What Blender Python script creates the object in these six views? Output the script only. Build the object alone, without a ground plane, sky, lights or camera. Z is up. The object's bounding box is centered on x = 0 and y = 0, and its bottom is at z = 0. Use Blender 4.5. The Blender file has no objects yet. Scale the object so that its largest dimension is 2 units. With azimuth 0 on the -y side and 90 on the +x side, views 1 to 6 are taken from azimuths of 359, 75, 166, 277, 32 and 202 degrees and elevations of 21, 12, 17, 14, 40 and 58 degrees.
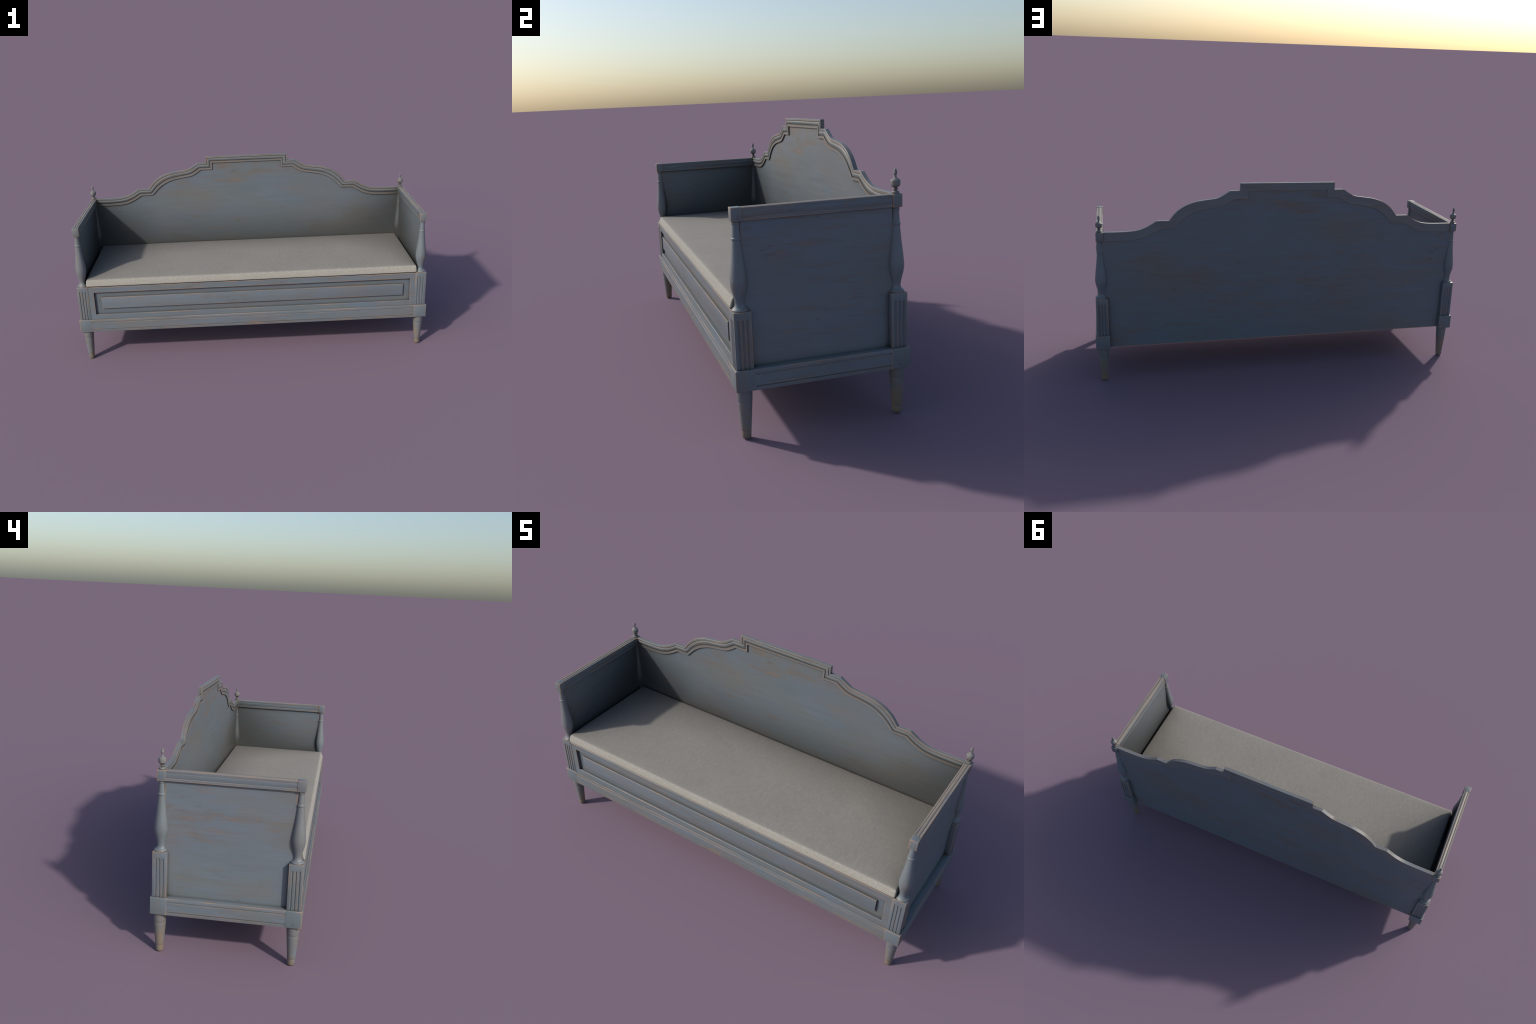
"""Painted country sofa bench: shaped backrest with moulded crest, turned corner
posts with urn finials, fluted pedestals, panelled front and a linen seat pad."""
import bpy, bmesh, math, random
from mathutils import Vector, Matrix

random.seed(7)

# ----------------------------------------------------------------- dimensions
PX, PY = 0.962, 0.2838            # post axis
Z_PLINTH0, Z_PLINTH1 = 0.183, 0.2590
Z_PED1 = 0.4595                   # top of fluted pedestal
Z_CAP0, Z_CAP1 = 0.7600, 0.8062   # square cap above the baluster

# ------------------------------------------------------------------ materials


class Nodes:
    """Small helper around a node tree."""

    def __init__(self, name):
        self.mat = bpy.data.materials.new(name)
        self.mat.use_nodes = True
        self.t = self.mat.node_tree
        self.bsdf = next(n for n in self.t.nodes if n.type == 'BSDF_PRINCIPLED')
        self.tc = self.new('ShaderNodeTexCoord')
        self.info = self.new('ShaderNodeObjectInfo')

    def new(self, kind, **props):
        n = self.t.nodes.new(kind)
        for k, v in props.items():
            setattr(n, k, v)
        return n

    def link(self, a, b):
        self.t.links.new(a, b)

    def put(self, sock, v):
        if isinstance(v, bpy.types.NodeSocket):
            self.link(v, sock)
        else:
            sock.default_value = v

    def math(self, op, a, b=0.0, c=0.0, clamp=False):
        n = self.new('ShaderNodeMath', operation=op, use_clamp=clamp)
        for i, v in enumerate((a, b, c)):
            self.put(n.inputs[i], v)
        return n.outputs[0]

    def remap(self, v, a, b, lo=0.0, hi=1.0):
        n = self.new('ShaderNodeMapRange', interpolation_type='SMOOTHSTEP')
        self.put(n.inputs['Value'], v)
        for k, x in zip(('From Min', 'From Max', 'To Min', 'To Max'), (a, b, lo, hi)):
            n.inputs[k].default_value = x
        return n.outputs[0]

    def coords(self, scale, shift=(0, 0, 0)):
        n = self.new('ShaderNodeMapping')
        self.link(self.tc.outputs['Object'], n.inputs['Vector'])
        n.inputs['Scale'].default_value = scale
        n.inputs['Location'].default_value = shift
        return n.outputs[0]

    def noise(self, scale, detail=3.0, rough=0.55, dist=0.0, shift=(0, 0, 0), seed=True):
        n = self.new('ShaderNodeTexNoise', noise_dimensions='4D')
        self.link(self.coords(scale, shift), n.inputs['Vector'])
        n.inputs['Scale'].default_value = 1.0
        n.inputs['Detail'].default_value = detail
        n.inputs['Roughness'].default_value = rough
        n.inputs['Distortion'].default_value = dist
        if seed:
            self.link(self.math('MULTIPLY', self.info.outputs['Random'], 37.0), n.inputs['W'])
        return n.outputs['Fac']

    def mix(self, fac, a, b, mode='MIX'):
        n = self.new('ShaderNodeMix', data_type='RGBA', blend_type=mode)
        self.put(n.inputs[0], fac)
        for sock, v in ((n.inputs[6], a), (n.inputs[7], b)):
            if isinstance(v, tuple):
                v = (*v, 1.0)
            self.put(sock, v)
        return n.outputs[2]

    def ramp(self, fac, stops):
        n = self.new('ShaderNodeValToRGB')
        e = n.color_ramp.elements
        while len(e) < len(stops):
            e.new(0.5)
        for el, (p, c) in zip(e, stops):
            el.position = p
            el.color = (*c, 1.0)
        self.put(n.inputs[0], fac)
        return n.outputs['Color']

    def occlusion(self, dist, inside=False):
        n = self.new('ShaderNodeAmbientOcclusion', samples=8, inside=inside, only_local=inside)
        n.inputs['Distance'].default_value = dist
        return self.math('SUBTRACT', 1.0, n.outputs['AO'])


def paint(name, grain, wear=1.0, edge=1.0, grime_foot=False, dust=0.0, edge_width=0.006, tone=1.0, patina=0.0, crevice=0.018):
    """Aged blue-grey paint over pine.  grain = 0/1/2: the axis the wood runs along."""
    m = Nodes(name)

    def g(across, along):
        s = [across] * 3
        s[grain] = along
        return tuple(s)

    # uneven blue-grey paint in broad brushed patches
    patch = m.noise(g(6.5, 2.1), 4, 0.58, 0.3)
    base = m.ramp(patch, [(0.26, (0.154, 0.148, 0.138)), (0.40, (0.136, 0.155, 0.164)),
                          (0.50, (0.132, 0.159, 0.187)), (0.60, (0.127, 0.155, 0.175)),
                          (0.74, (0.110, 0.163, 0.228))])
    tint = m.noise(g(3.2, 1.6), 2, 0.5, 0.0, (5.2, 1.3, 8.8))
    base = m.mix(m.remap(tint, 0.50, 0.68, 0.0, 0.38), base, (0.150, 0.141, 0.132))
    base = m.mix(m.remap(tint, 0.50, 0.34, 0.0, 0.45), base, (0.122, 0.152, 0.154))

    if patina:
        base = m.mix(patina, base, (0.178, 0.166, 0.150))

    # wood grain showing through
    grain_fine = m.noise(g(190.0, 7.0), 3, 0.6, 0.0)
    grain_mid = m.noise(g(60.0, 3.5), 3, 0.6, 0.4, (3.0, 7.0, 1.0))
    shade = m.math('ADD', m.remap(grain_fine, 0.3, 0.7, 0.965 * tone, 1.03 * tone), m.remap(grain_mid, 0.3, 0.7, -0.022, 0.022))
    comb = m.new('ShaderNodeCombineColor')
    for i in range(3):
        m.link(shade, comb.inputs[i])
    base = m.mix(1.0, base, comb.outputs[0], 'MULTIPLY')

    # rubbed smears along the grain, with bare wood and dark stains inside them
    where = m.remap(m.noise(g(4.5, 2.2), 2, 0.5, 0.0, (9.1, 2.2, 4.7)), 0.38, 0.60, 0.28, 1.0)
    smear = m.remap(m.noise(g(38.0, 6.0), 5, 0.66, 0.7, (1.7, 6.1, 2.9)), 0.47, 0.68)
    smear = m.math('MULTIPLY', smear, where)
    base = m.mix(m.math('MULTIPLY', smear, 0.55 * wear, clamp=True), base, (0.146, 0.116, 0.096))
    core = m.remap(m.noise(g(105.0, 24.0), 4, 0.65, 0.5, (3.7, 1.1, 7.9)), 0.50, 0.66)
    rub = m.math('MULTIPLY', m.math('MULTIPLY', m.remap(smear, 0.25, 0.7), core), 0.42 * wear, clamp=True)
    base = m.mix(rub, base, (0.255, 0.155, 0.102))
    dark = m.remap(m.noise(g(85.0, 16.0), 4, 0.6, 0.4, (8.0, 0.4, 6.6)), 0.60, 0.72)
    base = m.mix(m.math('MULTIPLY', m.math('MULTIPLY', where, dark), 0.50 * wear, clamp=True), base, (0.085, 0.066, 0.055))
    # small dents and knots
    v = m.new('ShaderNodeTexVoronoi', feature='F1')
    m.link(m.coords(g(9.0, 6.0), (2.3, 0.7, 4.1)), v.inputs['Vector'])
    v.inputs['Scale'].default_value = 1.0
    knot = m.math('MULTIPLY', m.remap(v.outputs['Distance'], 0.050, 0.015),
                  m.math('GREATER_THAN', m.noise(g(7.0, 5.0), 1, 0.5, 0.0, (4.0, 4.0, 1.0)), 0.50))
    base = m.mix(m.math('MULTIPLY', knot, 0.5), base, (0.07, 0.066, 0.064))

    # paint worn off the arrises, irregularly
    rag = m.remap(m.noise(g(26.0, 7.0), 3, 0.6, 0.0, (0.4, 3.3, 7.7)), 0.34, 0.64, 0.22, 1.0)
    worn = m.remap(m.math('MULTIPLY', m.occlusion(edge_width, True), rag), 0.05, 0.32)
    base = m.mix(m.math('MULTIPLY', worn, 0.85 * edge), base, (0.350, 0.208, 0.116))

    # brown grime plus painted occlusion shade in grooves and corners
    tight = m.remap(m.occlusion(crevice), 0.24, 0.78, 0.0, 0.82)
    # occlusion shade painted into the seat interior, deeper toward its corners
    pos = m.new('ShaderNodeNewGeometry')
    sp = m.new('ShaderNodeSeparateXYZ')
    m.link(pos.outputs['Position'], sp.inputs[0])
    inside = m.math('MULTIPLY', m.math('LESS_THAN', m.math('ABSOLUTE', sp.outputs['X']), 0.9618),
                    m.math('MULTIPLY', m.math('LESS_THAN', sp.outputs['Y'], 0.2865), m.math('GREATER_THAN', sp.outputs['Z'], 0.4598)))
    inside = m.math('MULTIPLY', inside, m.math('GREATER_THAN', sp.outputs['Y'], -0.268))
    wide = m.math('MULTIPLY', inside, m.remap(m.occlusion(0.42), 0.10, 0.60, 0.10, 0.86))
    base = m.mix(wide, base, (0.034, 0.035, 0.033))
    near = m.remap(m.occlusion(0.09), 0.22, 0.75, 0.0, 0.62)  # contact shade painted along posts, ledges and panel borders
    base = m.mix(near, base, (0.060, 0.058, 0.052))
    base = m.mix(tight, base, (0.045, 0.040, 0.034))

    if grime_foot:
        sep = m.new('ShaderNodeSeparateXYZ')
        m.link(m.tc.outputs['Object'], sep.inputs[0])
        blot = m.noise((30.0, 30.0, 14.0), 4, 0.6, 0.5)
        low = m.remap(sep.outputs['Z'], 0.17, 0.0, 0.0, 0.8)
        f = m.math('MULTIPLY', m.math('ADD', low, 0.45), m.remap(blot, 0.30, 0.60), clamp=True)
        base = m.mix(m.math('MULTIPLY', f, 0.85), base, (0.200, 0.150, 0.098))
        tip = m.remap(sep.outputs['Z'], 0.012, 0.002, 0.0, 0.55)
        base = m.mix(tip, base, (0.150, 0.105, 0.060))

    if dust:
        geo = m.new('ShaderNodeNewGeometry')
        sepn = m.new('ShaderNodeSeparateXYZ')
        m.link(geo.outputs['Normal'], sepn.inputs[0])
        up = m.remap(sepn.outputs['Z'], 0.5, 0.95, 0.0, dust)
        base = m.mix(m.math('MULTIPLY', up, m.remap(grain_mid, 0.3, 0.6)), base, (0.255, 0.212, 0.170))

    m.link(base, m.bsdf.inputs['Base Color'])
    m.link(m.math('ADD', m.math('MULTIPLY', grain_mid, 0.2), 0.34), m.bsdf.inputs['Roughness'])
    m.bsdf.inputs['Specular IOR Level'].default_value = 0.40
    bump = m.new('ShaderNodeBump')
    bump.inputs['Strength'].default_value = 0.14
    bump.inputs['Distance'].default_value = 0.0012
    h = m.math('SUBTRACT', m.math('ADD', m.math('MULTIPLY', grain_fine, 0.5), m.math('MULTIPLY', grain_mid, 0.6)),
               m.math('ADD', rub, knot))
    m.link(h, bump.inputs['Height'])
    m.link(bump.outputs[0], m.bsdf.inputs['Normal'])
    return m.mat


def linen(name):
    m = Nodes(name)
    warp = m.noise((260.0, 30.0, 260.0), 2, 0.6, seed=False)
    weft = m.noise((60.0, 300.0, 300.0), 2, 0.6, 0.0, (3, 1, 2), seed=False)
    slub = m.noise((130.0, 40.0, 130.0), 2, 0.5, 0.0, (7, 2, 2), seed=False)
    cloth = m.math('ADD', m.math('MULTIPLY', warp, 0.5), m.math('ADD', m.math('MULTIPLY', weft, 0.4), m.math('MULTIPLY', slub, 0.25)))
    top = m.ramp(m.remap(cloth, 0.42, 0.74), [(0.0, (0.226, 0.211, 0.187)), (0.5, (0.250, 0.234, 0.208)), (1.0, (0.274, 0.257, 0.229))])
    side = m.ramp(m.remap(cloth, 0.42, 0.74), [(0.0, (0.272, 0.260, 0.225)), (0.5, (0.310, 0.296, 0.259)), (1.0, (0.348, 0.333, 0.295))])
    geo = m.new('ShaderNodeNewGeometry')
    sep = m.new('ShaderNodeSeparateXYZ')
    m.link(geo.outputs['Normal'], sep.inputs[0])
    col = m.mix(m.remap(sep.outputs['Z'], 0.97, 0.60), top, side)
    # faded clouds over the top, occlusion shade painted in toward arms and back
    cloud = m.noise((4.0, 4.0, 4.0), 3, 0.55, seed=False)
    comb = m.new('ShaderNodeCombineColor')
    k = m.remap(cloud, 0.3, 0.7, 0.93, 0.98)
    for i in range(3):
        m.link(k, comb.inputs[i])
    col = m.mix(1.0, col, comb.outputs[0], 'MULTIPLY')
    corner_shade = m.remap(m.occlusion(0.42), 0.08, 0.66, 0.0, 0.70)
    col = m.mix(corner_shade, col, (0.070, 0.068, 0.062))
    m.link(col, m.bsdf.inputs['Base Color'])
    m.bsdf.inputs['Roughness'].default_value = 0.92
    m.bsdf.inputs['Specular IOR Level'].default_value = 0.12
    m.bsdf.inputs['Sheen Weight'].default_value = 0.08
    bump = m.new('ShaderNodeBump')
    bump.inputs['Strength'].default_value = 0.35
    bump.inputs['Distance'].default_value = 0.001
    m.link(cloth, bump.inputs['Height'])
    m.link(bump.outputs[0], m.bsdf.inputs['Normal'])
    return m.mat


# ------------------------------------------------------------- mesh utilities


def finish(bm, name, mat, origin=(0, 0, 0), parent=None, angle=32):
    """bmesh in world coordinates -> object with its own origin."""
    bmesh.ops.recalc_face_normals(bm, faces=bm.faces)
    bmesh.ops.translate(bm, verts=bm.verts, vec=-Vector(origin))
    me = bpy.data.meshes.new(name)
    bm.to_mesh(me)
    bm.free()
    me.polygons.foreach_set('use_smooth', [True] * len(me.polygons))
    me.set_sharp_from_angle(angle=math.radians(angle))
    me.materials.append(mat)
    return place(me, name, origin, parent)


def place(me, name, origin, parent, turn=0.0):
    ob = bpy.data.objects.new(name, me)
    bpy.context.scene.collection.objects.link(ob)
    if parent is not None:
        ob.parent = parent
        pl = parent.matrix_basis
        p = parent.parent
        while p is not None:
            pl = p.matrix_basis @ pl
            p = p.parent
        ob.matrix_basis = pl.inverted() @ (Matrix.Translation(origin) @ Matrix.Rotation(turn, 4, 'Z'))
    else:
        ob.matrix_basis = Matrix.Translation(origin) @ Matrix.Rotation(turn, 4, 'Z')
    return ob


def box_bm(x0, x1, y0, y1, z0, z1, bevel=0.0015, segs=2):
    bm = bmesh.new()
    bmesh.ops.create_cube(bm, size=1.0)
    bmesh.ops.scale(bm, vec=(x1 - x0, y1 - y0, z1 - z0), verts=bm.verts)
    bmesh.ops.translate(bm, vec=((x0 + x1) / 2, (y0 + y1) / 2, (z0 + z1) / 2), verts=bm.verts)
    if bevel:
        bmesh.ops.bevel(bm, geom=bm.edges[:], offset=bevel, segments=segs, profile=0.5, affect='EDGES')
    return bm


def extrude_bm(section, a, b, to_world, steps=1):
    """Closed 2D section swept straight from a to b; to_world(u, v, t) gives the point."""
    bm = bmesh.new()
    rings = [[bm.verts.new(to_world(u, v, a + (b - a) * k / steps)) for u, v in section] for k in range(steps + 1)]
    n = len(section)
    for r0, r1 in zip(rings, rings[1:]):
        for i in range(n):
            bm.faces.new((r0[i], r0[(i + 1) % n], r1[(i + 1) % n], r1[i]))
    bm.faces.new(rings[0])
    bm.faces.new(rings[-1][::-1])
    return bm


def spline(points, per=8):
    """Catmull-Rom through the points."""
    out = []
    p = [points[0]] + list(points) + [points[-1]]
    p[0] = tuple(2 * a - b for a, b in zip(points[0], points[1]))
    p[-1] = tuple(2 * a - b for a, b in zip(points[-1], points[-2]))
    for i in range(1, len(p) - 2):
        for k in range(per):
            t = k / per
            out.append(tuple(0.5 * ((2 * b) + (-a + c) * t + (2 * a - 5 * b + 4 * c - d) * t * t + (-a + 3 * b - 3 * c + d) * t ** 3)
                             for a, b, c, d in zip(p[i - 1], p[i], p[i + 1], p[i + 2])))
    out.append(tuple(points[-1]))
    return out


def lathe_bm(profile, segs=48):
    """profile: list of (z, r), bottom to top, closed with discs."""
    bm = bmesh.new()
    rings = []
    for z, r in profile:
        rings.append([bm.verts.new((r * math.cos(2 * math.pi * k / segs), r * math.sin(2 * math.pi * k / segs), z)) for k in range(segs)])
    for r0, r1 in zip(rings, rings[1:]):
        for i in range(segs):
            j = (i + 1) % segs
            bm.faces.new((r0[i], r0[j], r1[j], r1[i]))
    bm.faces.new(rings[0][::-1])
    bm.faces.new(rings[-1])
    return bm


def quirked_bead(width, depth=0.0026, swell=0.0010, n=10):
    """Moulding profile over a band: fillet, quirk, swelling bead, quirk, fillet.
    Returns (position along width, height above the fillets)."""
    c = 0.0010
    pts = [(0.0, -c), (c, 0.0), (0.205 * width, 0.0), (0.215 * width, -depth * 0.85), (0.245 * width, -depth * 0.75)]
    a, b = 0.262 * width, 0.665 * width
    for k in range(n + 1):
        t = k / n
        x = a + (b - a) * t
        # fast rise at the upper edge, long fall below, as on a worn ovolo
        y = -depth * 0.55 + (depth * 0.55 + swell) * (math.sin(math.pi * t ** 0.75) ** 0.65 if 0 < t < 1 else 0.0)
        pts.append((x, y - (depth * 0.22 * t ** 2)))
    pts += [(0.685 * width, -depth), (0.735 * width, -depth), (0.750 * width, 0.0), (width - c, 0.0), (width, -c)]
    return pts


# ------------------------------------------------------------------ build it

sofa = bpy.data.objects.new('wooden_sofa', None)
bpy.context.scene.collection.objects.link(sofa)
sofa.empty_display_size = 0.3
sofa['label'] = 'antique blue-grey painted wooden sofa with shaped back and linen seat'
sofa['category'] = 'wooden sofa'

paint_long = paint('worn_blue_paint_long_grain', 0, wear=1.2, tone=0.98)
paint_board = paint('gap_shade_board', 0, tone=0.25, edge=0.0, patina=0.8)  # near-black colour stands for deep shade in the cushion gaps
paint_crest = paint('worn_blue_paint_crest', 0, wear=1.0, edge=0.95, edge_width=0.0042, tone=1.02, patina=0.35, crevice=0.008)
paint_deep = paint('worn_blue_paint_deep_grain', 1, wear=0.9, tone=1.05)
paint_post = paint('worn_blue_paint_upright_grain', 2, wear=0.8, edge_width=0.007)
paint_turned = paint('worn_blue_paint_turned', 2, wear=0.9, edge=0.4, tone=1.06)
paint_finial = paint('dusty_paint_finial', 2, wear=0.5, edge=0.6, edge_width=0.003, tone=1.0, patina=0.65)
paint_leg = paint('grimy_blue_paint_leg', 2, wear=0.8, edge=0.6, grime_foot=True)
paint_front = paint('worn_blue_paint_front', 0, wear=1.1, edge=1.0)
paint_recess = paint('shaded_blue_paint_recess', 0, wear=0.6, edge=0.0, tone=0.86, crevice=0.022)  # darker copy of the front paint, recess shade put into the colour
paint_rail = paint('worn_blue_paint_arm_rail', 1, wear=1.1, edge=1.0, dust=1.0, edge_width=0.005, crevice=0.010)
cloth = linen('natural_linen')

# ---- backrest: outlines of the crest, right half, from the centre outwards
outer_runs = [
    [(0.0, 1.0465), (0.2525, 1.0465)],
    [(0.2525, 1.0465), (0.2525, 1.0078)],
    [(0.2525, 1.0078), (0.3040, 1.0078)],
    spline([(0.3040, 1.0078), (0.3405, 0.9852), (0.3720, 0.9703), (0.4320, 0.9617), (0.4810, 0.9535),
            (0.5360, 0.9330), (0.5800, 0.9010), (0.6150, 0.8585)], 7),
    [(0.6150, 0.8585), (0.6785, 0.8585)],
    spline([(0.6785, 0.8585), (0.7265, 0.8300), (0.7700, 0.8138), (0.8150, 0.8078), (0.8700, 0.8062), (0.9445, 0.8060)], 7),
]
inner_runs = [
    [(0.0, 1.0064), (0.2125, 1.0064)],
    [(0.2125, 1.0064), (0.2125, 0.9652)],
    [(0.2125, 0.9652), (0.2848, 0.9652)],
    spline([(0.2848, 0.9652), (0.3170, 0.9430), (0.3490, 0.9285), (0.4160, 0.9172), (0.4600, 0.9085),
            (0.5060, 0.8900), (0.5490, 0.8600), (0.5903, 0.8180)], 7),
    [(0.5903, 0.8180), (0.6610, 0.8178)],
    spline([(0.6610, 0.8178), (0.7080, 0.7890), (0.7560, 0.7695), (0.8050, 0.7625), (0.8650, 0.7600), (0.9445, 0.7597)], 7),
]


def run_pairs():
    right = []
    for o, i in zip(outer_runs, inner_runs):
        for k, pair in enumerate(zip(o, i)):
            if right and k == 0:
                continue
            right.append(pair)
    left = [((-o[0], o[1]), (-i[0], i[1])) for o, i in right[:0:-1]]
    return left + right


pairs = run_pairs()
CREST_Y0, CREST_Y1 = 0.2752, 0.2940      # front and rear of the moulding
PANEL_Y0, PANEL_Y1 = 0.2814, 0.2905

bead = quirked_bead(1.0, depth=0.0038, swell=0.0014)
c = 0.022
bead = [(0.0, -0.001), (c, 0.0)] + bead[2:-2] + [(1 - c, 0.0), (1.0, -0.001)]
section = [(w, CREST_Y0 - h) for w, h in bead]
section += [(1.0, CREST_Y1 - 0.001), (1 - c, CREST_Y1), (c, CREST_Y1), (0.0, CREST_Y1 - 0.001)]
bm = bmesh.new()
rings = []
for o, i in pairs:
    rings.append([bm.verts.new((o[0] + (i[0] - o[0]) * w, y, o[1] + (i[1] - o[1]) * w)) for w, y in section])
n = len(section)
for r0, r1 in zip(rings, rings[1:]):
    for k in range(n):
        bm.faces.new((r0[k], r0[(k + 1) % n], r1[(k + 1) % n], r1[k]))
bm.faces.new(rings[0])
bm.faces.new(rings[-1][::-1])
crest = finish(bm, 'crest_moulding', paint_crest, (0, CREST_Y0, 0.80), sofa, angle=28)

# panel: upper edge hides inside the moulding
top = [(o[0] + (i[0] - o[0]) * 0.5, o[1] + (i[1] - o[1]) * 0.5) for o, i in pairs]
top[0], top[-1] = (-0.9505, top[0][1]), (0.9505, top[-1][1])
bm = bmesh.new()
bottom_z = Z_PLINTH0 + 0.0008
cols = []
for x, z in top:
    cols.append([bm.verts.new((x, y, zz)) for zz in (z, bottom_z) for y in (PANEL_Y0, PANEL_Y1)])
for a, b in zip(cols, cols[1:]):
    if (Vector(a[0].co) - Vector(b[0].co)).length < 1e-6:
        continue
    same_x = abs(a[0].co.x - b[0].co.x) < 1e-6
    bm.faces.new((a[0], b[0], b[1], a[1]))
    if not same_x:
        bm.faces.new((a[0], a[2], b[2], b[0]))
        bm.faces.new((a[1], b[1], b[3], a[3]))
        bm.faces.new((a[2], a[3], b[3], b[2]))
for col in (cols[0], cols[-1]):
    bm.faces.new((col[0], col[1], col[3], col[2]))
bmesh.ops.remove_doubles(bm, verts=bm.verts, dist=1e-6)
finish(bm, 'backrest_panel', paint_long, (0, PANEL_Y0, 0.5), sofa)

# ---- corner posts ---------------------------------------------------------
PED_H = 0.0305   # half width of the fluted pedestal


def pedestal_mesh():
    z0, z1 = Z_PLINTH1 - 0.004, Z_PED1
    bm = box_bm(-PED_H, PED_H, -PED_H, PED_H, z0, z1, 0.0018, 2)
    me = bpy.data.meshes.new('corner_post')
    bm.to_mesh(me)
    bm.free()
    body = bpy.data.objects.new('pedestal_work', me)
    bpy.context.scene.collection.objects.link(body)
    # three round-topped flutes on each of the two outward faces (+x and -y)
    w, d = 0.0078, 0.0030
    R = (w * w / 4 + d * d) / (2 * d)
    cut = bmesh.new()
    for face in ('x', 'y'):
        for k in (-1, 0, 1):
            segs, t = 28, k * 0.0152
            prof = [(z0 - 0.01, R), (Z_PED1 - 0.0285 - R * 0.7, R)]
            prof += [(prof[1][0] + R * math.sin(a), R * math.cos(a)) for a in [math.radians(q) for q in (18, 36, 54, 72, 86)]]
            part = lathe_bm(prof, segs)
            out = PED_H + R - d
            bmesh.ops.translate(part, verts=part.verts, vec=(out, t, 0) if face == 'x' else (t, -out, 0))
            tmp = bpy.data.meshes.new('tmp')
            part.to_mesh(tmp)
            part.free()
            cut.from_mesh(tmp)
            bpy.data.meshes.remove(tmp)
    cm = bpy.data.meshes.new('flute_cutter')
    cut.to_mesh(cm)
    cut.free()
    cutter = bpy.data.objects.new('flute_cutter', cm)
    bpy.context.scene.collection.objects.link(cutter)
    mod = body.modifiers.new('flutes', 'BOOLEAN')
    mod.operation, mod.solver, mod.object = 'DIFFERENCE', 'EXACT', cutter
    bpy.context.view_layer.update()
    done = bpy.data.meshes.new_from_object(body.evaluated_get(bpy.context.evaluated_depsgraph_get()))
    bpy.data.objects.remove(body)
    bpy.data.objects.remove(cutter)
    bpy.data.meshes.remove(me)
    bpy.data.meshes.remove(cm)
    done.name = 'corner_post'
    done.transform(Matrix.Translation((0, 0, -Z_PLINTH1)))
    done.polygons.foreach_set('use_smooth', [True] * len(done.polygons))
    done.set_sharp_from_angle(angle=math.radians(32))
    done.materials.clear()
    done.materials.append(paint_post)
    return done


def mesh_of(bm, name, mat, lift=0.0, angle=32):
    bmesh.ops.recalc_face_normals(bm, faces=bm.faces)
    bmesh.ops.translate(bm, verts=bm.verts, vec=(0, 0, -lift))
    me = bpy.data.meshes.new(name)
    bm.to_mesh(me)
    bm.free()
    me.polygons.foreach_set('use_smooth', [True] * len(me.polygons))
    me.set_sharp_from_angle(angle=math.radians(angle))
    me.materials.append(mat)
    return me


baluster_profile = (
    [(0.4596, 0.0270), (0.4600, 0.0284)] + spline([(0.4605, 0.0287), (0.4630, 0.0285), (0.4660, 0.0262), (0.4680, 0.0238)], 4)
    + [(0.4684, 0.0226)] + spline([(0.4690, 0.0221), (0.4725, 0.0196), (0.4775, 0.0176), (0.4840, 0.0167), (0.4950, 0.0178),
                                   (0.5150, 0.0222), (0.5350, 0.0270), (0.5530, 0.0291), (0.5700, 0.0284), (0.5950, 0.0259),
                                   (0.6230, 0.0223), (0.6550, 0.0187), (0.6780, 0.0167), (0.6975, 0.0153)], 6)
    + [(0.6980, 0.0162)] + spline([(0.6990, 0.0167), (0.7020, 0.0172), (0.7050, 0.0167)], 4)
    + [(0.7060, 0.0152)] + spline([(0.7075, 0.0147), (0.7250, 0.0135), (0.7480, 0.0122)], 5)
    + [(0.7490, 0.0130)] + spline([(0.7500, 0.0136), (0.7535, 0.0138), (0.7560, 0.0134)], 3) + [(0.7566, 0.0125), (0.7610, 0.0125)])

finial_profile = (
    [(0.8055, 0.0125)] + spline([(0.8068, 0.0130), (0.8110, 0.0133), (0.8140, 0.0121), (0.8152, 0.0095)], 5)
    + spline([(0.8160, 0.0056), (0.8180, 0.0050), (0.8202, 0.0062)], 4) + spline([(0.8212, 0.0104), (0.8222, 0.0110), (0.8232, 0.0104)], 3)
    + spline([(0.8240, 0.0056), (0.8252, 0.0052), (0.8280, 0.0088), (0.8330, 0.0153), (0.8355, 0.0165)], 5)
    + spline([(0.8358, 0.0167), (0.8430, 0.0171), (0.8500, 0.0171)], 4)
    + spline([(0.8510, 0.0168), (0.8535, 0.0158), (0.8570, 0.0105), (0.8605, 0.0056), (0.8655, 0.0040), (0.8720, 0.0045)], 6)
    + spline([(0.8735, 0.0058), (0.8770, 0.0070), (0.8792, 0.0063)], 4) + spline([(0.8800, 0.0055), (0.8840, 0.0054), (0.8885, 0.0043), (0.8908, 0.0022), (0.8915, 0.0006)], 5))

leg_profile = (
    [(0.0, 0.0115)] + spline([(0.0006, 0.0128), (0.0025, 0.0151), (0.0070, 0.0165), (0.0270, 0.0176)], 4)
    + [(0.0285, 0.0174), (0.0295, 0.0172), (0.0306, 0.0176), (0.0320, 0.0182)] + [(0.0320 + (0.137 - 0.032) * k / 8, 0.0182 + (0.0259 - 0.0182) * k / 8) for k in range(1, 9)]
    + [(0.1376, 0.0257), (0.1384, 0.0257), (0.1392, 0.02605), (0.1560, 0.0272), (0.1840, 0.0281)])

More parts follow.
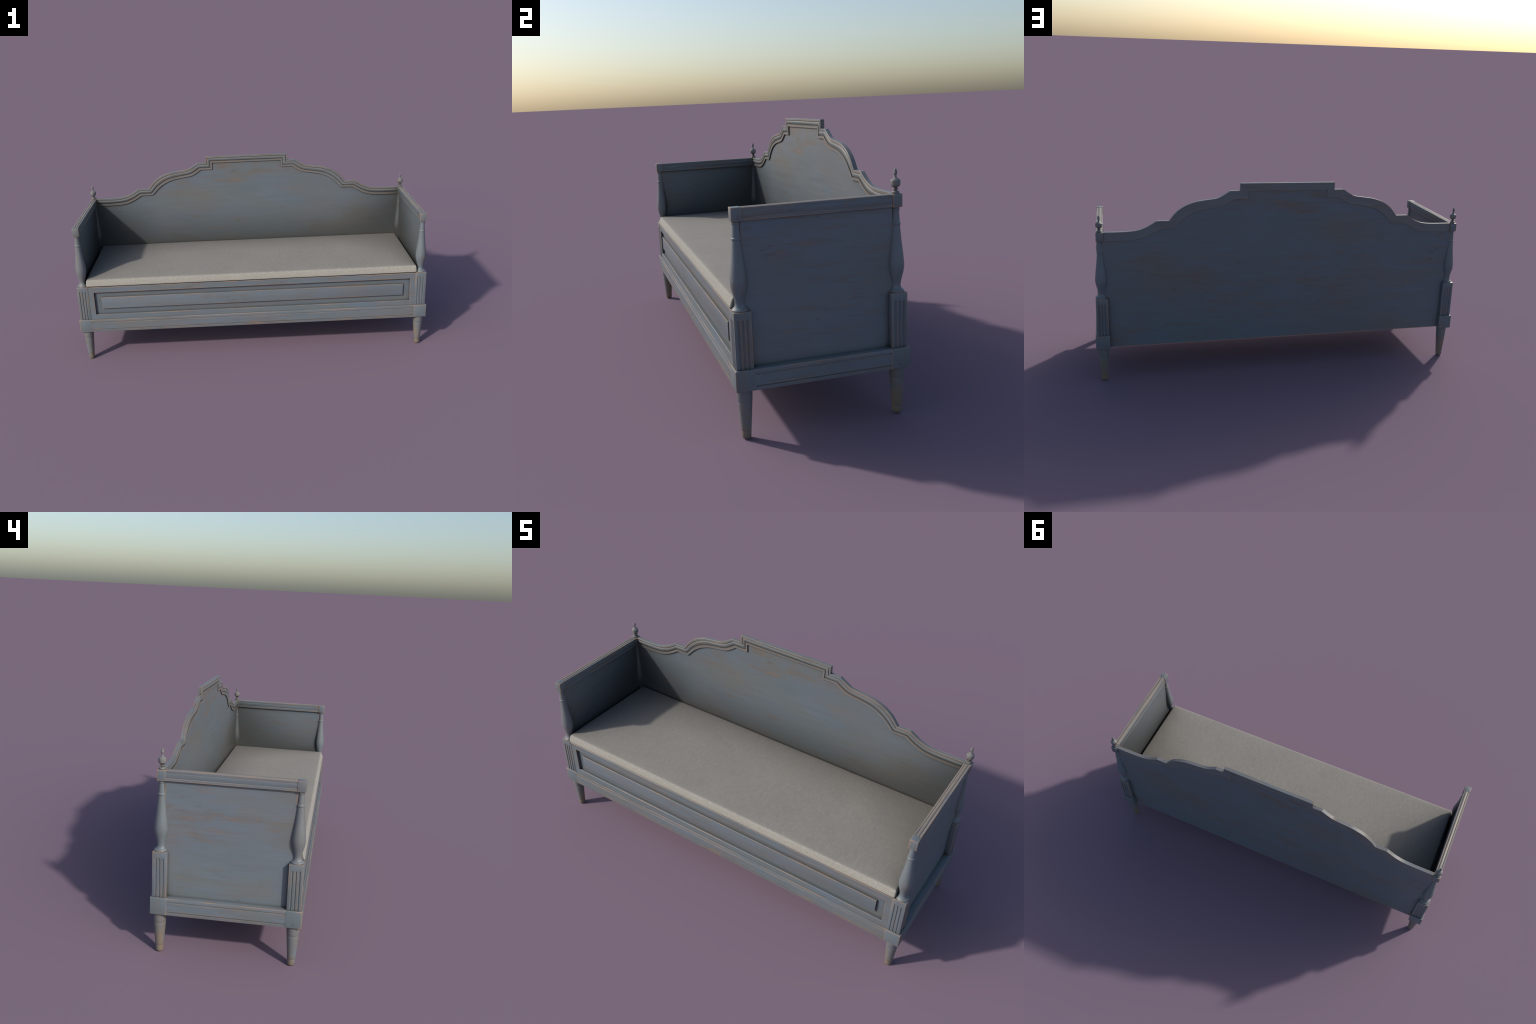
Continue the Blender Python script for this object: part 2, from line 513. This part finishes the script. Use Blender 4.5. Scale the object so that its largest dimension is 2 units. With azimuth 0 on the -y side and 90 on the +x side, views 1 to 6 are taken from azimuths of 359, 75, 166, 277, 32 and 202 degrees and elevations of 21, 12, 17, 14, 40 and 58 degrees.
m_ped = pedestal_mesh()
m_bal = mesh_of(lathe_bm(baluster_profile), 'baluster', paint_turned, Z_PED1, 40)
m_fin = mesh_of(lathe_bm(finial_profile, 40), 'finial', paint_finial, Z_CAP1, 40)
m_leg = mesh_of(lathe_bm(leg_profile), 'leg', paint_leg, 0.0, 40)
m_cap = mesh_of(box_bm(-0.0177, 0.0177, -0.0177, 0.0177, Z_CAP0, Z_CAP1, 0.0012, 2), 'post_cap', paint_post, Z_CAP0)
m_plinth = mesh_of(box_bm(-0.0362, 0.0362, -0.0362, 0.0362, Z_PLINTH0, Z_PLINTH1, 0.0030, 3), 'plinth_block', paint_post, Z_PLINTH0)

# a right-front post faces +x and -y; turning by quarters serves the other corners
for sx, sy, turn in ((1, -1, 0.0), (1, 1, math.pi / 2), (-1, 1, math.pi), (-1, -1, -math.pi / 2)):
    x, y = sx * PX, sy * PY
    post = place(m_ped, 'corner_post', (sx * (PX - 0.0003), sy * (PY - 0.0006), Z_PLINTH1), sofa, turn)
    place(m_plinth, 'plinth_block', (sx * 0.9638, y, Z_PLINTH0), post, turn)
    place(m_bal, 'baluster', (x, y, Z_PED1), post, turn)
    place(m_cap, 'post_cap', (x, y, Z_CAP0), post, turn)
    if sy > 0:
        place(m_fin, 'finial', (x, y, Z_CAP1), post, turn)
    place(m_leg, 'leg', (sx * (PX + 0.0005), sy * 0.2845, 0.0), sofa, turn)

# ---- arms -----------------------------------------------------------------
END = PY - 0.0177 + 0.0040
zt, zb, hw = Z_CAP1 - 0.0012, Z_CAP0 + 0.0012, 0.0158
side = quirked_bead(zt - zb, depth=0.0015, swell=0.0)
over = quirked_bead(2 * hw, depth=0.0020, swell=0.0012)
# right side downwards, under, left side upwards, over the top
sec = [(hw + h, zt - p) for p, h in side]
sec += [(-hw - h, zt - p) for p, h in reversed(side)]
sec += [(-hw + p, zt + h) for p, h in over[1:-1]]
for s in (1, -1):
    bm = extrude_bm(sec, -END, END, lambda u, v, t: (s * PX + u * s, t, v), 12)
    finish(bm, 'arm_rail', paint_rail, (s * PX, 0, zb), sofa, angle=28)
    a, b = sorted((s * 0.9567, s * 0.9667))
    finish(box_bm(a, b, -0.2700, 0.2700, Z_PLINTH1 - 0.02, Z_CAP0 + 0.012, 0.0005, 1), 'arm_panel', paint_deep, (s * PX, 0, Z_PLINTH1), sofa)


# ---- plinth rails with two scratched grooves ------------------------------
def rail_section(depth, z0, z1, grooves):
    """(outwardness, z); the outer face is at 0, grooves are (centre z, half width, depth)."""
    b = 0.0016
    pts = [(-depth, z0), (-b, z0), (-b * 0.3, z0 + b * 0.3), (0.0, z0 + b)]
    for zc, w, d in grooves:
        for k in range(7):
            t = -1 + 2 * k / 6
            pts.append((-d * math.sqrt(max(0.0, 1 - t * t)) , zc + w * t))
    pts += [(0.0, z1 - b), (-b * 0.3, z1 - b * 0.3), (-b, z1), (-depth, z1)]
    return pts


grooves = [(0.1985, 0.0024, 0.0034), (0.2415, 0.0034, 0.0028)]
sec = rail_section(0.045, Z_PLINTH0 + 0.0003, Z_PLINTH1 - 0.0003, grooves)
for s in (1, -1):
    bm = extrude_bm(sec, -0.2520, 0.2520, lambda u, v, t: (s * (0.9996 + u), t, v), 8)
    finish(bm, 'side_rail', paint_deep, (s * 0.98, 0, Z_PLINTH0), sofa)
bm = extrude_bm(sec, -0.9320, 0.9320, lambda u, v, t: (t, -(0.3195 + u), v), 12)
finish(bm, 'front_rail', paint_front, (0, -0.30, Z_PLINTH0), sofa)

# ---- panelled front -------------------------------------------------------
FY = -0.3115                       # face of the frame
ox, oz0, oz1 = 0.9005, 0.2880, 0.4238
bm = bmesh.new()
bvl = 0.0013
x1, z0, z1 = 0.9355, Z_PLINTH1 - 0.003, 0.4580


def ring(hx, za, zb_, y):
    return [bm.verts.new(p) for p in ((-hx, y, za), (hx, y, za), (hx, y, zb_), (-hx, y, zb_))]


loops = [ring(x1, z0, z1, FY + 0.030), ring(x1, z0, z1, FY + bvl), ring(x1 - bvl, z0 + bvl, z1 - bvl, FY),
         ring(ox + bvl, oz0 - bvl, oz1 + bvl, FY), ring(ox, oz0, oz1, FY + bvl), ring(ox, oz0, oz1, FY + 0.030)]
for a, b in zip(loops, loops[1:] + loops[:1]):
    for k in range(4):
        bm.faces.new((a[k], a[(k + 1) % 4], b[(k + 1) % 4], b[k]))
finish(bm, 'front_frame', paint_front, (0, FY, 0.36), sofa)
back = finish(box_bm(-ox - 0.006, ox + 0.006, FY + 0.0140, FY + 0.0250, oz0 - 0.006, oz1 + 0.006, 0.0), 'front_panel', paint_recess, (0, FY, 0.36), sofa)
# raised field with a soft shoulder
bm = bmesh.new()
fx, fz0, fz1 = 0.8620, 0.3228, 0.3918
y_base, y_top = FY + 0.0150, FY + 0.0030
loops = [ring(fx, fz0, fz1, y_base), ring(fx, fz0, fz1, y_top + 0.0016), ring(fx - 0.0008, fz0 + 0.0008, fz1 - 0.0008, y_top + 0.0005),
         ring(fx - 0.0024, fz0 + 0.0024, fz1 - 0.0024, y_top)]
for a, b in zip(loops, loops[1:]):
    for k in range(4):
        bm.faces.new((a[k], a[(k + 1) % 4], b[(k + 1) % 4], b[k]))
bm.faces.new(loops[0])
bm.faces.new(loops[-1][::-1])
finish(bm, 'raised_field', paint_front, (0, FY, 0.36), back)

# ---- added gap board and cushion ------------------------------------------------
finish(box_bm(-0.9580, 0.9580, -0.285, 0.2825, 0.3850, 0.4030, 0.001, 1), 'gap_filler_board', paint_board, (0, 0, 0.385), sofa)  # unseen board, added to close the gaps beside the cushion

CX, CY0, CY1, CZ0, CZ1 = 0.9385, -0.3135, 0.2775, 0.4615, 0.4995


def cushion():
    """Thin pad: rounded edge section wrapped round a rectangle, slightly crowned top."""
    def edge(turns):
        # (inset from the outermost line, z) from the underside to the top
        low = [(0.007, CZ0), (0.0025, CZ0 + 0.0006), (0.0005, CZ0 + 0.0025), (0.0, CZ0 + 0.008)]
        up = [(0.0006, CZ0 + 0.020), (0.0018, CZ0 + 0.0305), (0.0042, CZ0 + 0.0355), (0.0090, CZ0 + 0.0378), (0.0170, CZ0 + 0.0385)]
        return spline(low + up, turns)

    sect = edge(3)
    R = 0.008
    w, d = CX, (CY1 - CY0) / 2
    yc = (CY1 + CY0) / 2
    nx, ny, nc = 110, 36, 6
    # outline as parameter: straight runs and rounded corners, counted identically on every inset

    def outline(inset):
        r = max(R - inset, 0.002)
        hx, hy = w - inset, d - inset
        pts = []
        for (cx, cy, a0, n_, ax) in ((hx - r, -hy + r, -90, ny, 'y'), (hx - r, hy - r, 0, nx, 'x'), (-hx + r, hy - r, 90, ny, 'y'), (-hx + r, -hy + r, 180, nx, 'x')):
            for k in range(nc + 1):
                a = math.radians(a0 + 90 * k / nc)
                pts.append((cx + r * math.cos(a), cy + r * math.sin(a)))
            nxt = {-90: (hx, hy - r), 0: (-hx + r, hy), 90: (-hx, -hy + r), 180: (hx - r, -hy)}[a0]
            last = pts[-1]
            for k in range(1, n_):
                pts.append((last[0] + (nxt[0] - last[0]) * k / n_, last[1] + (nxt[1] - last[1]) * k / n_))
        return pts

    from mathutils import noise as mn
    crown = lambda x, y: 0.0045 * (max(0, 1 - abs(x / w) ** 5) ** 0.6) * (max(0, 1 - abs(y / d) ** 3) ** 0.7)

    def wob(x, y, z):
        f = mn.noise(Vector((x * 5.0, y * 6.0, z * 3)))
        g = mn.noise(Vector((x * 17.0 + 4, y * 15.0, 2.0)))
        return 0.0012 * f + 0.0004 * g

    bm = bmesh.new()
    loops = []
    steps = list(sect) + [(0.020 + (d - 0.024) * (k / 14), None) for k in range(1, 15)]
    for inset, z in steps:
        lp = []
        for x, y in outline(inset):
            zz = (CZ0 + 0.0385) if z is None else z
            up = max(0.0, min(1.0, (zz - CZ0) / 0.036))
            q = wob(x, y, zz)
            zz += up * (crown(x, y) + q)
            y += 0.0095 * up ** 1.3 * max(0.0, -y / d) ** 3      # the front leans back a little
            # slight waver of the edges in plan
            k = 1 + 0.6 * mn.noise(Vector((x * 4, y * 4, 9.0))) * 0.002
            lp.append(bm.verts.new((x * k, yc + y * (1 + (k - 1) * 1.5), zz)))
        loops.append(lp)
    n = len(loops[0])
    for a, b in zip(loops, loops[1:]):
        for k in range(n):
            bm.faces.new((a[k], a[(k + 1) % n], b[(k + 1) % n], b[k]))
    bm.faces.new(loops[0][::-1])
    bm.faces.new(loops[-1])
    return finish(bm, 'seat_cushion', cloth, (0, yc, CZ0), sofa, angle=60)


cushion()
